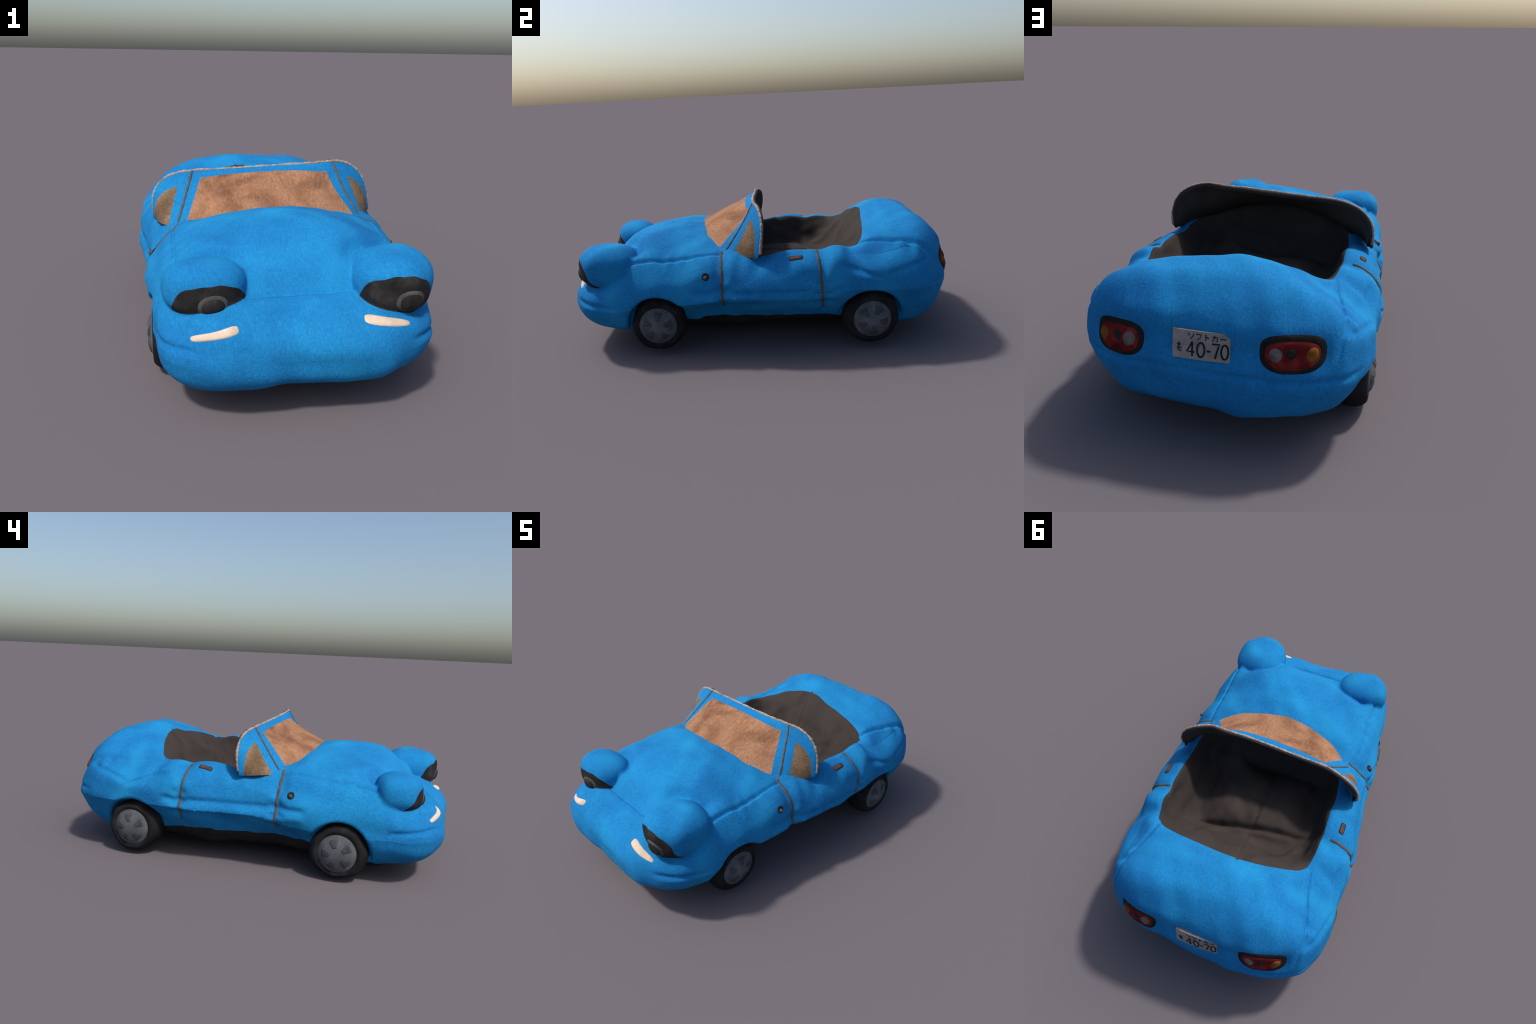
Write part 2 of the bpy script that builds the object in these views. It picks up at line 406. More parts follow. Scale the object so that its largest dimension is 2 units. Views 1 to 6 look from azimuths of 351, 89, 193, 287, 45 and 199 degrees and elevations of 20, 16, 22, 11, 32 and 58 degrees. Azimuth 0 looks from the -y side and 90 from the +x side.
INK = fabric("black_ink", (0.010, 0.010, 0.010), (0.014, 0.014, 0.014), (0.02, 0.02, 0.02), patch=10, grain=100, bump=0.05)
HOLE = fabric("dark_hole_cloth", (0.012, 0.012, 0.012), (0.018, 0.017, 0.016), (0.03, 0.028, 0.026), patch=20, grain=120, bump=0.2)

# ------------------------------------------------------------------ scene objects
root = bpy.data.objects.new("plush_car", None)
bpy.context.scene.collection.objects.link(root)
root["label"] = "blue plush open-top car with tan furry windscreen"
root["category"] = "toy car"

def add_mesh(name, V, F, material, parent=root, normals=None, smooth=True, kind=None):
    me = bpy.data.meshes.new(name)
    me.from_pydata([tuple(v) for v in V], [], [tuple(f) for f in F])
    me.materials.append(material)
    me.validate(); me.update()
    if smooth:
        me.polygons.foreach_set("use_smooth", [True] * len(me.polygons))
    if normals is not None:
        me.normals_split_custom_set_from_vertices([tuple(n) for n in normals])
    ob = bpy.data.objects.new(name, me)
    bpy.context.scene.collection.objects.link(ob)
    ob.parent = parent
    if kind:
        ob["kind"] = kind
    return ob

def sub_mesh(V, N, T, mask):
    t = T[mask]
    u, inv = np.unique(t, return_inverse=True)
    return V[u], N[u], inv.reshape(-1, 3)

# ------------------------------------------------------------------ body skin and its parts
V, T = mesh_field((-0.67, -1.05, -0.01), (0.67, 1.05, 0.72), 0.0075)
N = unit(gradient(V))
L = np.zeros(len(T), int)
(BODY, LIN, POD_A, POD_B, LENS_A, LENS_B, UND, NOSE, HOOD, FEN_A, FEN_B, DOOR_A, DOOR_B,
 REARF_A, REARF_B, DECK, RPANEL, SEATB) = range(18)

def parts_at(P):
    f, h, p, t = field_parts(P[:, 0], P[:, 1], P[:, 2]); return h, p, t

def do_cut(fn, source, target):
    global V, N, T, L
    V, N, T, L = cut(V, N, T, L, fn(V), source, target)

wob = lambda P: 0.004 * wrinkles(P[:, 0], P[:, 1], P[:, 2])
do_cut(lambda P: parts_at(P)[0] + 0.011 + 0.003 * sstep(0.42, 0.52, P[:, 1]), [BODY], LIN)           # inside the rim
def pod_gap(P, sgn):
    h, p, t = parts_at(P)
    return np.maximum(p - h, np.maximum(-sgn * P[:, 0], P[:, 1] + 0.5))
# the strip behind the foot of the windscreen is lined too
do_cut(lambda P: np.maximum(-0.345 + 0.95 * P[:, 0] ** 2 + 0.052 - P[:, 1], np.maximum(np.maximum(np.abs(P[:, 0]) - 0.41, P[:, 1] + 0.10), 0.40 - P[:, 2])), [BODY], LIN)
do_cut(lambda P: np.maximum(parts_at(P)[1] - 0.018, np.maximum(-P[:, 0], P[:, 1] + 0.4)), [LIN], POD_A)
do_cut(lambda P: np.maximum(parts_at(P)[1] - 0.018, np.maximum(P[:, 0], P[:, 1] + 0.4)), [LIN], POD_B)
do_cut(lambda P: pod_gap(P, 1), [BODY], POD_A)
do_cut(lambda P: pod_gap(P, -1), [BODY], POD_B)
# dark lamp face looks forward and a little down, under a blue brow
for i, (src, dst) in enumerate(((POD_A, LENS_A), (POD_B, LENS_B))):
    px, py, pz, rx, ry, rz = PODS[i]
    do_cut(lambda P: np.abs((P[:, 0] - px * 0.96) / (rx * 0.88)) ** 2.5 + np.abs((P[:, 2] - pz + 0.056) / (rz * 1.02)) ** 2.5 - 1
           + np.maximum(P[:, 1] - py + 0.03, 0) * 200 + 8 * wob(P), [src], dst)
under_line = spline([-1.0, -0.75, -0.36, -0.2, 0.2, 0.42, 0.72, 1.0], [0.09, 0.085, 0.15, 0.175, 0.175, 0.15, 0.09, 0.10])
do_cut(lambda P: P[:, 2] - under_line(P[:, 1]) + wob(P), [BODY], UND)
do_cut(lambda P: P[:, 1] + 0.808 - 0.10 * P[:, 0] ** 2, [BODY], NOSE)
do_cut(lambda P: np.maximum(np.abs(P[:, 0]) - shoulder_seam(P[:, 1]), np.maximum(P[:, 1] + 0.10, 0.36 - P[:, 2])), [BODY], HOOD)
do_cut(lambda P: np.maximum(P[:, 1] - DOOR_FRONT, -P[:, 0]), [BODY], FEN_A)
do_cut(lambda P: np.maximum(P[:, 1] - DOOR_FRONT, P[:, 0]), [BODY], FEN_B)
do_cut(lambda P: np.maximum(P[:, 1] - DOOR_REAR, -P[:, 0]), [BODY], DOOR_A)
do_cut(lambda P: np.maximum(P[:, 1] - DOOR_REAR, P[:, 0]), [BODY], DOOR_B)
do_cut(lambda P: np.maximum(np.abs(P[:, 0]) - deck_seam(P[:, 1]), 0.475 - P[:, 2]), [BODY], DECK)
do_cut(lambda P: np.maximum(np.abs(P[:, 0]) - 0.46, 0.80 - P[:, 1]), [BODY], RPANEL)
do_cut(lambda P: -P[:, 0], [BODY], REARF_A)
do_cut(lambda P: P[:, 0], [BODY], REARF_B)
do_cut(lambda P: np.maximum(0.30 - P[:, 1], 0.31 - P[:, 2]), [LIN], SEATB)

BODY_PARTS = [(LIN, "cockpit_lining", LINING), (SEATB, "seat_back", LINING), (POD_A, "headlight_pod", BLUE), (POD_B, "headlight_pod", BLUE),
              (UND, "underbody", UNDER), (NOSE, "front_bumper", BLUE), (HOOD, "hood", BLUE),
              (FEN_A, "front_fender", BLUE), (FEN_B, "front_fender", BLUE), (DOOR_A, "door", BLUE), (DOOR_B, "door", BLUE),
              (REARF_A, "rear_fender", BLUE), (REARF_B, "rear_fender", BLUE), (DECK, "rear_deck", BLUE), (RPANEL, "rear_bumper", BLUE)]
part = {}
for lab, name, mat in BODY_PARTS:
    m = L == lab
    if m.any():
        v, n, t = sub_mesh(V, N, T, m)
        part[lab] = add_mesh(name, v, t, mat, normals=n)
for lab, pod in ((LENS_A, POD_A), (LENS_B, POD_B)):
    m = L == lab
    v, n, t = sub_mesh(V, N, T, m)
    part[lab] = add_mesh("headlamp_face", v, t, LENS, parent=part[pod], normals=n)

# ------------------------------------------------------------------ things sewn onto the skin
def only_pods(P):
    return pods(P[:, 0], P[:, 1], P[:, 2])

def land(P, direction, reach=0.35, field=field):
    """Move points along a direction until they touch the skin."""
    P = np.array(P, float); d = unit(np.array(direction, float))
    a = np.zeros(len(P)); done = np.zeros(len(P), bool); lo = np.zeros(len(P)); hi = np.full(len(P), reach)
    steps = np.linspace(0, reach, 60)
    prev = field(P)
    for s0, s1 in zip(steps[:-1], steps[1:]):
        f = field(P + d * s1)
        hit = (~done) & (f < 0) & (prev >= 0)
        lo[hit] = s0; hi[hit] = s1; done |= hit
        prev = f
    for _ in range(14):
        mid = (lo + hi) / 2
        f = field(P + d * mid[:, None])
        lo = np.where(f > 0, mid, lo); hi = np.where(f > 0, hi, mid)
    return P + d * ((lo + hi) / 2)[:, None]

def patch(name, centre, u, v, outline, direction, height, material, rings=9, seg=56, parent=root,
          sink=0.004, dome=2.5, start=0.12, skin=field):
    """Padded patch: a domed pad with the given outline r(angle), laid on the skin."""
    u = np.array(u, float); v = np.array(v, float); c = np.array(centre, float); d = unit(np.array(direction, float))
    ang = np.arange(seg) * 2 * math.pi / seg
    R = outline(ang)                               # (seg, 2) in the u, v plane
    rr = np.concatenate([[0.0], np.linspace(1.0 / rings, 1.0, rings)])
    pts, hs = [], []
    for k, r in enumerate(rr):
        if k == 0:
            pts.append(c[None]); hs.append([height])
        else:
            pts.append(c + (R[:, :1] * u + R[:, 1:] * v) * r)
            hs.append(np.full(seg, height * (1 - r ** dome) - sink * r ** 8))
    P = np.concatenate(pts); H = np.concatenate(hs)
    S = land(P - d * start, d, field=skin)
    n = unit(gradient(S, skin=skin))
    X = S + n * H[:, None]
    F = [(0, 1 + i, 1 + (i + 1) % seg) for i in range(seg)]
    for k in range(rings - 1):
        a = 1 + k * seg; b = a + seg
        F += [(a + i, b + i, b + (i + 1) % seg, a + (i + 1) % seg) for i in range(seg)]
    if np.dot(np.cross(u, v), -d) < 0:
        F = [f[::-1] for f in F]
    return add_mesh(name, X, F, material, parent=parent)

def super_oval(a, b, p=2.0, taper=0.0):
    def f(t):
        c, s = np.cos(t), np.sin(t)
        x = a * np.sign(c) * np.abs(c) ** (2 / p); y = b * np.sign(s) * np.abs(s) ** (2 / p)
        return np.stack([x, y * (1 + taper * x / a)], 1)
    return f

def tube(name, P, radius, material, parent=root, seg=10, squash=None, normals=None):
    """Piping along a polyline."""
    P = np.array(P, float); n = len(P)
    tg = unit(np.gradient(P, axis=0))
    ref = normals if normals is not None else np.repeat(np.array([[0, 0, 1.0]]), n, 0)
    side = unit(np.cross(tg, ref)); up = unit(np.cross(side, tg))
    radius = np.broadcast_to(radius, n)
    q = squash if squash else (1, 1)
    Vt, F = [], []
    for i in range(n):
        k = radius[i]
        for j in range(seg):
            a = 2 * math.pi * j / seg
            Vt.append(P[i] + side[i] * math.cos(a) * k * q[0] + up[i] * math.sin(a) * k * q[1])
    for i in range(n - 1):
        for j in range(seg):
            a = i * seg + j; b = i * seg + (j + 1) % seg
            F.append((a, b, b + seg, a + seg))
    F.append(tuple(range(seg))[::-1]); F.append(tuple(range((n - 1) * seg, n * seg)))
    return add_mesh(name, Vt, F, material, parent=parent)

# turn signals
for sgn, inner, outer in ((1, (0.178, 0.370), (0.362, 0.340)), (-1, (-0.225, 0.362), (-0.400, 0.322))):
    a = np.array([inner[0], 0, inner[1]]); b = np.array([outer[0], 0, outer[1]])
    c = (a + b) / 2; c[1] = -0.90
    u = unit(b - a); v = unit(np.cross([0, 1, 0], u)); v = v * np.sign(v[2])
    patch("turn_signal", c, u, v, super_oval(np.linalg.norm(b - a) / 2, 0.0135, 3.6, -0.22), (0, 1, -0.10), 0.005, CREAM,
          parent=part[NOSE], start=0.20)

# lens ring and lens inside each headlamp face
for (px, py, pz, rx, ry, rz), lab in zip(PODS, (LENS_A, LENS_B)):
    c = (px + 0.022, py - 0.1, pz - 0.034)
    patch("lens_ring", c, (1, 0, 0), (0, 0, 1), super_oval(0.056, 0.046, 2.2), (0, 1, 0.0), 0.006, GREY, parent=part[lab], dome=6, start=0.2, skin=only_pods)
    patch("lens", c, (1, 0, 0), (0, 0, 1), super_oval(0.048, 0.039, 2.2), (0, 1, 0.0), 0.014, LENS, parent=part[lab], dome=2.5, start=0.2, skin=only_pods)

# door seams
for sgn, dlab in ((1, DOOR_A), (-1, DOOR_B)):
    for y, dy in ((DOOR_FRONT, 0.0), (DOOR_REAR - 0.022, 0.022)):
        # over the rounded rim: sweep an angle about the rim's centre line
        cx, cz = sgn * 0.36, 0.30
        ang = np.radians(np.linspace(66 if y > 0 else 78, -25, 44))
        P = np.stack([cx + sgn * 0.42 * np.cos(ang), np.full(44, y) + dy * np.linspace(0, 1, 44), cz + 0.42 * np.sin(ang)], 1)
        S = land(P, np.stack([np.full(44, cx), P[:, 1], np.full(44, cz)], 1) - P, 0.42)
        n = unit(gradient(S))
        wid = 0.0068 + 0.0010 * np.sin(np.arange(44) * 0.9)
        tube("door_seam", S + n * 0.0005, wid, SEAM, parent=part[dlab], squash=(1.0, 0.45), normals=n)

# door handles and mirror pegs
for sgn, lab, hx, hy in ((1, DOOR_A, 0.514, 0.173), (-1, DOOR_B, -0.484, 0.195)):
    slot = patch("door_handle_slot", (hx, hy, 0.60), (0, 1, 0), (1, 0, 0), super_oval(0.042, 0.0165, 5), (0, 0, -1), 0.0015, HOLE, parent=part[lab], dome=9, start=0.05)
    patch("door_handle", (hx, hy, 0.60), (0, 1, 0), (1, 0, 0), super_oval(0.037, 0.012, 5), (0, 0, -1), 0.0045, HANDLE, parent=slot, dome=5, start=0.05)
for sgn, lab, yy, zz in ((1, FEN_A, -0.272, 0.413), (-1, FEN_B, -0.262, 0.400)):
    d = (-sgn, 0, -0.3)
    hole = patch("mirror_socket", (sgn * 0.50, yy, zz), (0, 1, 0), (0, 0, 1), super_oval(0.021, 0.024), d, 0.002, HOLE, parent=part[lab], dome=8, start=0.14)
    patch("mirror_peg", (sgn * 0.50, yy, zz - 0.006), (0, 1, 0), (0, 0, 1), super_oval(0.012, 0.012), d, 0.014, GREY, parent=hole, start=0.14)

# tail lights: dark surround, red pad, amber and pale lamps
for sgn, cx, cz, a in ((1, 0.325, 0.408, 0.108), (-1, -0.320, 0.422, 0.122)):
    sur = patch("tail_light", (cx, 0.95, cz), (1, 0, 0), (0, 0, 1), super_oval(a, 0.070, 2.8), (0, -1, 0), 0.006, HOLE, parent=root, dome=6, start=0.2, rings=12)
    patch("red_lamp", (cx, 0.95, cz - 0.004), (1, 0, 0), (0, 0, 1), super_oval(a * 0.86, 0.056, 2.6), (0, -1, 0), 0.015, RED, parent=sur, dome=4, start=0.2, rings=12)
    patch("reverse_lamp", (cx - sgn * a * 0.42, 0.95, cz - 0.004), (1, 0, 0), (0, 0, 1), super_oval(0.030, 0.034), (0, -1, 0), 0.020, PALE, parent=sur, dome=4, start=0.2)
    patch("brake_lamp", (cx - sgn * a * 0.02, 0.95, cz + 0.002), (1, 0, 0), (0, 0, 1), super_oval(0.024, 0.028), (0, -1, 0), 0.020, LENS, parent=sur, dome=4, start=0.2)
    patch("amber_lamp", (cx + sgn * a * 0.52, 0.95, cz - 0.004), (1, 0, 0), (0, 0, 1), super_oval(0.026, 0.032), (0, -1, 0), 0.019, AMBER, parent=sur, dome=4, start=0.2)

# number plate: a slightly curved padded board with raised characters
PC = np.array([0.0, 0.0, 0.422]); PW, PH = 0.106, 0.052
tilt = math.radians(12)
pu = np.array([-1.0, 0, 0.0]); pv = np.array([0, -math.sin(tilt), math.cos(tilt)])
pn = np.cross(pu, pv); pn = pn * np.sign(pn[1])
hitp = land(np.array([[0.0, 1.1, 0.422], [0.09, 1.1, 0.40], [-0.09, 1.1, 0.40], [0.0, 1.1, 0.385]]), (0, -1, 0), 0.4)
PC[1] = hitp[:, 1].max() + 0.007
def plate_point(a, b, h):
    return PC + pu * a + pv * b + pn * (h - 0.6 * a * a)
g = 20
Vp, Fp = [], []
for j in range(9):
    for i in range(g + 1):
        Vp.append(plate_point(-PW + 2 * PW * i / g, -PH + 2 * PH * j / 8, 0.0))
for j in range(9):
    for i in range(g + 1):
        Vp.append(plate_point(-PW + 2 * PW * i / g, -PH + 2 * PH * j / 8, -0.02))
o = 9 * (g + 1)
for j in range(8):
    for i in range(g):
        a = j * (g + 1) + i
        Fp.append((a, a + 1, a + g + 2, a + g + 1)); Fp.append((o + a, o + a + g + 1, o + a + g + 2, o + a + 1))
for i in range(g):
    a = i; b = 8 * (g + 1) + i
    Fp.append((a, o + a, o + a + 1, a + 1)); Fp.append((b, b + 1, o + b + 1, o + b))
for j in range(8):
    a = j * (g + 1); b = a + g
    Fp.append((a, a + g + 1, o + a + g + 1, o + a)); Fp.append((b, o + b, o + b + g + 1, b + g + 1))
plate = add_mesh("number_plate", Vp, Fp, PLATE, smooth=False)

def stroke(pts, width, name="plate_character", h=0.0022):
    """Raised ink strokes (list of polylines in plate units) joined as one character."""
    Vs, Fs = [], []
    for line in pts:
        line = np.array(line, float)
        tg = unit(np.gradient(line, axis=0)); nr = np.stack([-tg[:, 1], tg[:, 0]], 1) * width / 2
        base = len(Vs)
        for p, q in zip(line, nr):
            for s, hh in ((1, -0.001), (1, h), (-1, h), (-1, -0.001)):
                Vs.append(plate_point(p[0] + s * q[0], p[1] + s * q[1], hh))
        for i in range(len(line) - 1):
            a = base + 4 * i
            for k in range(4):
                Fs.append((a + k, a + (k + 1) % 4, a + 4 + (k + 1) % 4, a + 4 + k))
        Fs.append((base, base + 3, base + 2, base + 1)); e = base + 4 * (len(line) - 1)
        Fs.append((e, e + 1, e + 2, e + 3))
    return add_mesh(name, Vs, Fs, INK, parent=plate, smooth=False)

def oval_line(cx, cy, a, b, n=26):
    t = np.linspace(0, 2 * math.pi, n)
    return [(cx + a * math.sin(k), cy + b * math.cos(k)) for k in t]

y0, hh = -0.040, 0.052
stroke([[(-0.030, y0 + hh), (-0.050, y0 + 0.016), (-0.022, y0 + 0.016)], [(-0.030, y0 + hh), (-0.030, y0)]], 0.0055)   # 4
stroke([oval_line(0.002, y0 + hh / 2, 0.0135, hh / 2)], 0.0055)                                                         # 0
stroke([[(0.024, y0 + 0.024), (0.037, y0 + 0.024)]], 0.006)                                                             # -
stroke([[(0.043, y0 + hh), (0.069, y0 + hh), (0.064, y0 + hh * 0.75), (0.054, y0)]], 0.0055)                            # 7
stroke([oval_line(0.088, y0 + hh / 2, 0.0125, hh / 2)], 0.0055)                                                         # 0
k0 = 0.020
def kana(x, lines):
    stroke([[(x + a * 0.024, k0 + b * 0.024) for a, b in l] for l in lines], 0.003, h=0.0016)
kana(-0.046, [[(0.05, 0.9), (0.2, 0.62)], [(0.85, 0.9), (0.7, 0.45), (0.3, 0.05)]])                    # so
kana(-0.018, [[(0.05, 0.88), (0.85, 0.88), (0.75, 0.45), (0.3, 0.05)]])                                # fu
kana(0.012, [[(0.3, 0.95), (0.3, 0.05)], [(0.3, 0.62), (0.8, 0.4)]])                                   # to
kana(0.040, [[(0.1, 0.68), (0.9, 0.68), (0.82, 0.12), (0.62, 0.1)], [(0.48, 0.95), (0.42, 0.5), (0.1, 0.05)]])  # ka
kana(0.070, [[(0.05, 0.48), (0.95, 0.48)]])                                                            # long vowel bar
stroke([[(-0.088, -0.002), (-0.074, -0.002), (-0.086, -0.014), (-0.070, -0.014)], [(-0.080, 0.006), (-0.084, -0.022), (-0.072, -0.026)]], 0.0035)

# ------------------------------------------------------------------ wheels
def wheel(cx, cy, cz, sgn, seed):
    r = np.random.RandomState(seed)
    seg = 56
    prof = [(-0.075, 0.05), (-0.075, 0.095), (-0.062, 0.125), (-0.025, 0.146), (0.020, 0.148), (0.052, 0.140),
            (0.072, 0.124), (0.078, 0.108), (0.070, 0.097), (0.066, 0.05), (0.066, 0.0)]
    ph = r.uniform(0, 6.28, 4)
    def lump(a):
        return 1 + 0.026 * math.sin(2 * a + ph[2]) + 0.022 * math.sin(3 * a + ph[0]) + 0.014 * math.sin(7 * a + ph[1]) - 0.03
    Vw, F = [], []
    for x, rad in prof[:-1]:
        for j in range(seg):
            a = 2 * math.pi * j / seg
            k = lump(a) if rad > 0.11 else 1
            Vw.append((sgn * x, rad * k * math.cos(a), rad * k * math.sin(a)))
    m = len(prof) - 1
    Vw.append((sgn * prof[-1][0], 0, 0)); c = len(Vw) - 1
    for i in range(m - 1):
        for j in range(seg):
            a = i * seg + j; b = i * seg + (j + 1) % seg
            F.append((a, b, b + seg, a + seg))
    for j in range(seg):
        F.append(((m - 1) * seg + j, (m - 1) * seg + (j + 1) % seg, c))
    if sgn > 0:
        F = [f[::-1] for f in F]
    emp = bpy.data.objects.new("wheel", None)
    bpy.context.scene.collection.objects.link(emp); emp.parent = root
    emp.location = (cx, cy, cz)
    emp.rotation_euler = (r.uniform(0, 6.28), 0, 0)
    ty = add_mesh("tyre", Vw, F, TYRE, parent=emp)
    sub = ty.modifiers.new("round", 'SUBSURF'); sub.levels = 1; sub.render_levels = 1
    # hubcap: domed disc with dark spoke gaps around a small centre
    Vh, F = [(sgn * 0.096, 0, 0)], []
    rings = 8
    for i in range(1, rings + 1):
        q = i / rings
        for j in range(seg):
            a = 2 * math.pi * j / seg
            rad = 0.101 * q
            Vh.append((sgn * (0.066 + 0.030 * (1 - q ** 2.6)), rad * math.cos(a), rad * math.sin(a)))
    for j in range(seg):
        F.append((0, 1 + (j + 1) % seg, 1 + j))
    for i in range(rings - 1):
        for j in range(seg):
            a = 1 + i * seg + j; b = 1 + i * seg + (j + 1) % seg
            F.append((a, b, b + seg, a + seg))
    hub = add_mesh("hubcap", Vh, F, HUB, parent=emp)
    for k in range(5):
        a0 = 2 * math.pi * k / 5
        Vs, F = [], []
        n1, n2 = 8, 8
        for i in range(n1 + 1):
            for j in range(n2 + 1):
                rad = 0.030 + 0.048 * i / n1
                w = 0.30 + 0.06 * i / n1
                a = a0 + w * (2 * j / n2 - 1)
                q = rad / 0.101
                edge = min(i, n1 - i, j, n2 - j)
                hgt = 0.0025 if edge > 0 else -0.002
                Vs.append((sgn * (0.066 + 0.030 * (1 - q ** 2.6) + hgt), rad * math.cos(a), rad * math.sin(a)))
        for i in range(n1):
            for j in range(n2):
                a = i * (n2 + 1) + j
                F.append((a, a + 1, a + n2 + 2, a + n2 + 1))
        add_mesh("hubcap_slot", Vs, F, SPOKE, parent=emp)
    return emp

for i, (wx, wy, wz) in enumerate(WHEELS):
    wheel(wx, wy, wz, 1 if wx > 0 else -1, 20 + i)

# ------------------------------------------------------------------ windscreen: a padded flap between two space curves
def curve3(pts, n):
    P = np.array(pts, float)
    t = np.concatenate([[0], np.cumsum(np.linalg.norm(np.diff(P, axis=0), axis=1))])
    f = [spline(t, P[:, k]) for k in range(3)]
    return lambda q: np.stack([g(q) for g in f], -1), t

# key stations: s = 0 wing tip -x ... 1 pillar -x ... 2 middle ... 3 pillar +x ... 4 wing tip +x
base_pts = [(-0.503, 0.005, 0.470), (-0.478, -0.095, 0.480), (-0.410, -0.180, 0.485), (-0.25, -0.280, 0.545), (0.0, -0.345, 0.580),
            (0.25, -0.285, 0.555), (0.411, -0.178, 0.505), (0.460, -0.095, 0.497), (0.500, -0.015, 0.490)]
top_pts = [(-0.510, 0.012, 0.490), (-0.488, 0.022, 0.640), (-0.331, -0.012, 0.694), (-0.17, -0.018, 0.705), (0.0, -0.026, 0.715),
           (0.17, -0.030, 0.724), (0.312, -0.028, 0.732), (0.462, 0.012, 0.680), (0.508, -0.004, 0.510)]
key = np.array([0.0, 0.55, 1.0, 1.5, 2.0, 2.5, 3.0, 3.45, 4.0])
Bc = [spline(key, np.array(base_pts)[:, k]) for k in range(3)]
Tc = [spline(key, np.array(top_pts)[:, k]) for k in range(3)]
def round_wing(s):
    """Rounded outline of the side wings, drawn as an arc rather than a polyline."""
    P = np.stack([f(s) for f in Tc], -1)
    for tip, lo, hi in ((0, 0.0, 1.0), (8, 3.0, 4.0)):
        t = (s - lo) if tip == 0 else (hi - s)
        m = (t >= 0) & (t <= 1)
        A = np.array(top_pts[tip]); C = np.array(top_pts[2 if tip == 0 else 6]); K = np.array(top_pts[1 if tip == 0 else 7])
        K = K * 1.0 + (K - (A + C) / 2) * 0.75
        tt = t[:, None]
        Q = A * (1 - tt) ** 2 + 2 * K * tt * (1 - tt) + C * tt ** 2
        P[m] = Q[m]
    return P
ns, nv = 260, 56
sv = np.linspace(0, 4, ns); vv = np.linspace(0, 1, nv)
Bp = np.stack([f(sv) for f in Bc], -1); Tp = round_wing(sv)
mid_bulge = -0.006 * np.sin(math.pi * np.clip((sv - 1) / 2, 0, 1))
G = Bp[:, None] * (1 - vv[None, :, None]) + Tp[:, None] * vv[None, :, None]
def grid_normals(G):
    return unit(np.cross(np.gradient(G, axis=0), np.gradient(G, axis=1)))
Nn = grid_normals(G)
if Nn[ns // 2, nv // 2, 1] > 0:
    Nn = -Nn
S2, V2 = np.meshgrid(sv, vv, indexing='ij')
wave = ((0.006 * np.sin(3.1 * S2 + 1.2) + 0.014 * np.exp(-((S2 - 1.45) / 0.4) ** 2)) * np.sin(math.pi * V2) + mid_bulge[:, None] * np.sin(math.pi * V2)
        - 0.016 * np.exp(-((S2 - 2.75) / 0.22) ** 2 - ((V2 - 0.62) / 0.35) ** 2))
G = G + Nn * wave[..., None]
for _ in range(6):   # relax the kink at the pillars a little
    G[1:-1] = 0.5 * G[1:-1] + 0.25 * (G[2:] + G[:-2])
Nn = grid_normals(G)
if Nn[ns // 2, nv // 2, 1] > 0:
    Nn = -Nn
Nflat = Nn.reshape(-1, 3); Pf = G.reshape(-1, 3)
idx = np.arange(ns * nv).reshape(ns, nv)
Q = np.stack([idx[:-1, :-1], idx[1:, :-1], idx[1:, 1:], idx[:-1, 1:]], -1).reshape(-1, 4)
nq = np.cross(Pf[Q[:, 1]] - Pf[Q[:, 0]], Pf[Q[:, 3]] - Pf[Q[:, 0]])
if (nq * Nflat[Q[:, 0]]).sum() < 0:
    Q = Q[:, ::-1]
Tw = np.concatenate([Q[:, [0, 1, 2]], Q[:, [0, 2, 3]]])
sF, vF = S2.ravel(), V2.ravel()
VW = np.concatenate([Pf, ], 0)
length = np.linalg.norm(G[:, -1] - G[:, 0], axis=-1)
d_top = (1 - V2) * length[:, None]
ia, ib = int(round((ns - 1) / 4)), int(round(3 * (ns - 1) / 4))
d_pil = np.minimum(np.linalg.norm(G - G[ia][None], axis=-1), np.linalg.norm(G - G[ib][None], axis=-1))
A = np.stack([sF, vF, d_top.ravel(), d_pil.ravel()], 1)
# carry (s, v) and the distances to the edges along while cutting
VX = np.concatenate([Pf, A], 1); NX = Nflat; LX = np.zeros(len(Tw), int)
FRAME, PANEL, SIDE_A, SIDE_B = 0, 1, 2, 3
jag = lambda X: 0.0012 * np.sin(150 * X[:, 3] + 3 * np.sin(41 * X[:, 3])) + 0.001 * np.sin(90 * X[:, 4] + 2 * np.sin(31 * X[:, 4]))
def panel_edge(X):
    s = X[:, 3]
    return np.maximum(np.maximum(1 - s, s - 3), np.maximum(0.046 - X[:, 6], 0.044 - X[:, 5]) + jag(X))
VX, NX, Tw, LX = cut(VX, NX, Tw, LX, panel_edge(VX), [FRAME], PANEL)
def side_edge(X, sgn):
    # triangular side window behind the pillar strip, inside the rear arc
    s = X[:, 3] - 3 if sgn > 0 else 1 - X[:, 3]
    return np.maximum(-s, np.maximum(0.050 - X[:, 6], 0.066 - X[:, 5]) + jag(X))
VX, NX, Tw, LX = cut(VX, NX, Tw, LX, side_edge(VX, 1), [FRAME], SIDE_A)
VX, NX, Tw, LX = cut(VX, NX, Tw, LX, side_edge(VX, -1), [FRAME], SIDE_B)
PW3 = VX[:, :3]
ws = bpy.data.objects.new("windscreen", None)
bpy.context.scene.collection.objects.link(ws); ws.parent = root
ws.location = (0, -0.2, 0.5)
def add_ws(name, v, f, mat, n=None):
    return add_mesh(name, np.array(v) - np.array([0, -0.2, 0.5]), f, mat, parent=ws, normals=n)
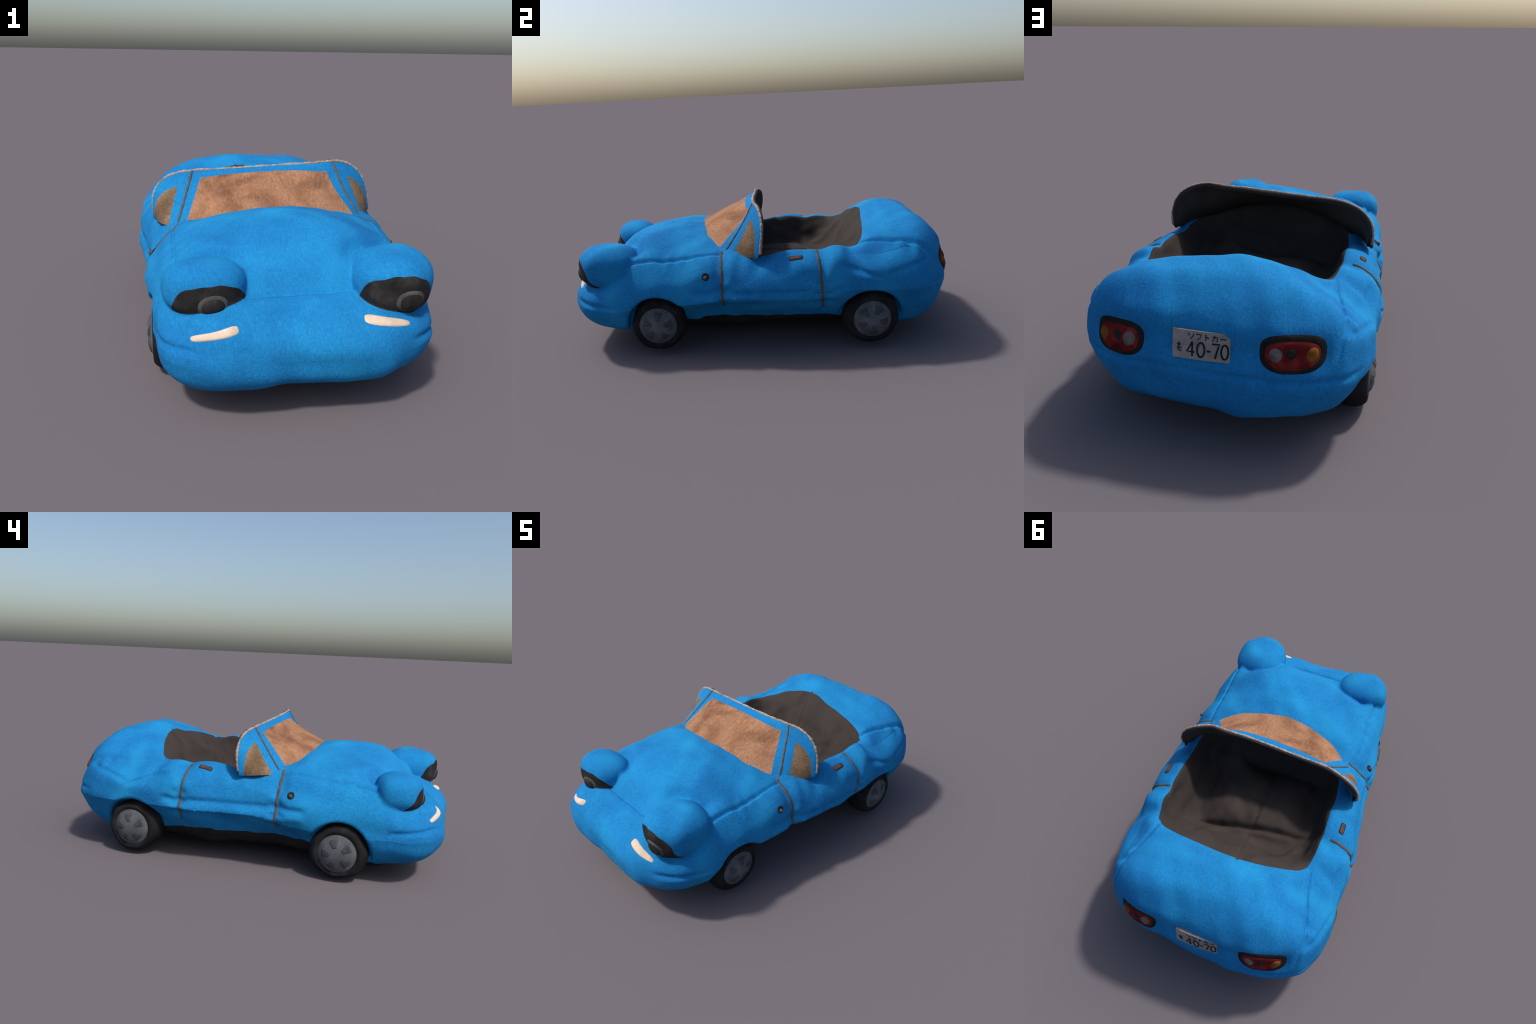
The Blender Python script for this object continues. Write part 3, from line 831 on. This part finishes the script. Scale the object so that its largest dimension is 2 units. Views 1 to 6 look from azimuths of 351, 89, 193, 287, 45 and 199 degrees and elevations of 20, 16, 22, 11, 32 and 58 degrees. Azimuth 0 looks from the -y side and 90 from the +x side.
for lab, name, mat in ((FRAME, "windscreen_frame", BLUE), (PANEL, "windscreen_panel", TAN), (SIDE_A, "side_window", SIDE_TAN), (SIDE_B, "side_window", SIDE_TAN)):
    m = LX == lab
    v, n, t = sub_mesh(PW3, NX, Tw, m)
    add_ws(name, v, t, mat, n)
# dark padded back, joined to the outer face by a rounded edge
TH = 0.034
thick = TH * (1 - 0.25 * np.cos(2 * math.pi * V2)) * (0.75 + 0.25 * np.sin(math.pi * np.clip(S2 / 4, 0, 1)))
back = G - Nn * thick[..., None]
rim_rows = 5
Vb = list(back.reshape(-1, 3)); Fb = [tuple(q[::-1]) for q in Q]
edge_loop = [(i, nv - 1) for i in range(ns)]
for side in ([(i, nv - 1) for i in range(ns)], [(0, j) for j in range(nv)], [(ns - 1, j) for j in range(nv)], [(i, 0) for i in range(ns)]):
    rows = []
    for k in range(rim_rows + 1):
        q = k / rim_rows
        row = []
        for (i, j) in side:
            p = G[i, j] * (1 - q) + back[i, j] * q
            out = unit(G[i, j] - G[i, max(j - 2, 0)]) if j == nv - 1 else (np.zeros(3))
            p = p + out * 0.014 * math.sin(math.pi * q)
            row.append(len(Vb)); Vb.append(p)
        rows.append(row)
    for k in range(rim_rows):
        for i in range(len(side) - 1):
            Fb.append((rows[k][i], rows[k][i + 1], rows[k + 1][i + 1], rows[k + 1][i]))
add_ws("windscreen_lining", Vb, Fb, LINING)
# cream edge trim and pillar seams
loc = np.array([0, -0.2, 0.5])
edge = G[:, -1] - Nn[:, -1] * 0.003 + unit(G[:, -1] - G[:, -4]) * 0.004
rad = 0.0062 + 0.0013 * np.sin(np.arange(ns) * 0.35 + 2 * np.sin(np.arange(ns) * 0.11)) + 0.001 * np.sin(np.arange(ns) * 1.3)
tube("edge_trim", edge - loc, rad, TRIM, parent=ws, normals=Nn[:, -1])
for s0 in (1.0, 3.0):
    i = int(round(s0 / 4 * (ns - 1)))
    tube("pillar_seam", G[i] - loc + Nn[i] * 0.001, 0.0055 + 0.001 * np.sin(np.arange(nv) * 0.7), SEAM, parent=ws, squash=(1, 0.6), normals=Nn[i])
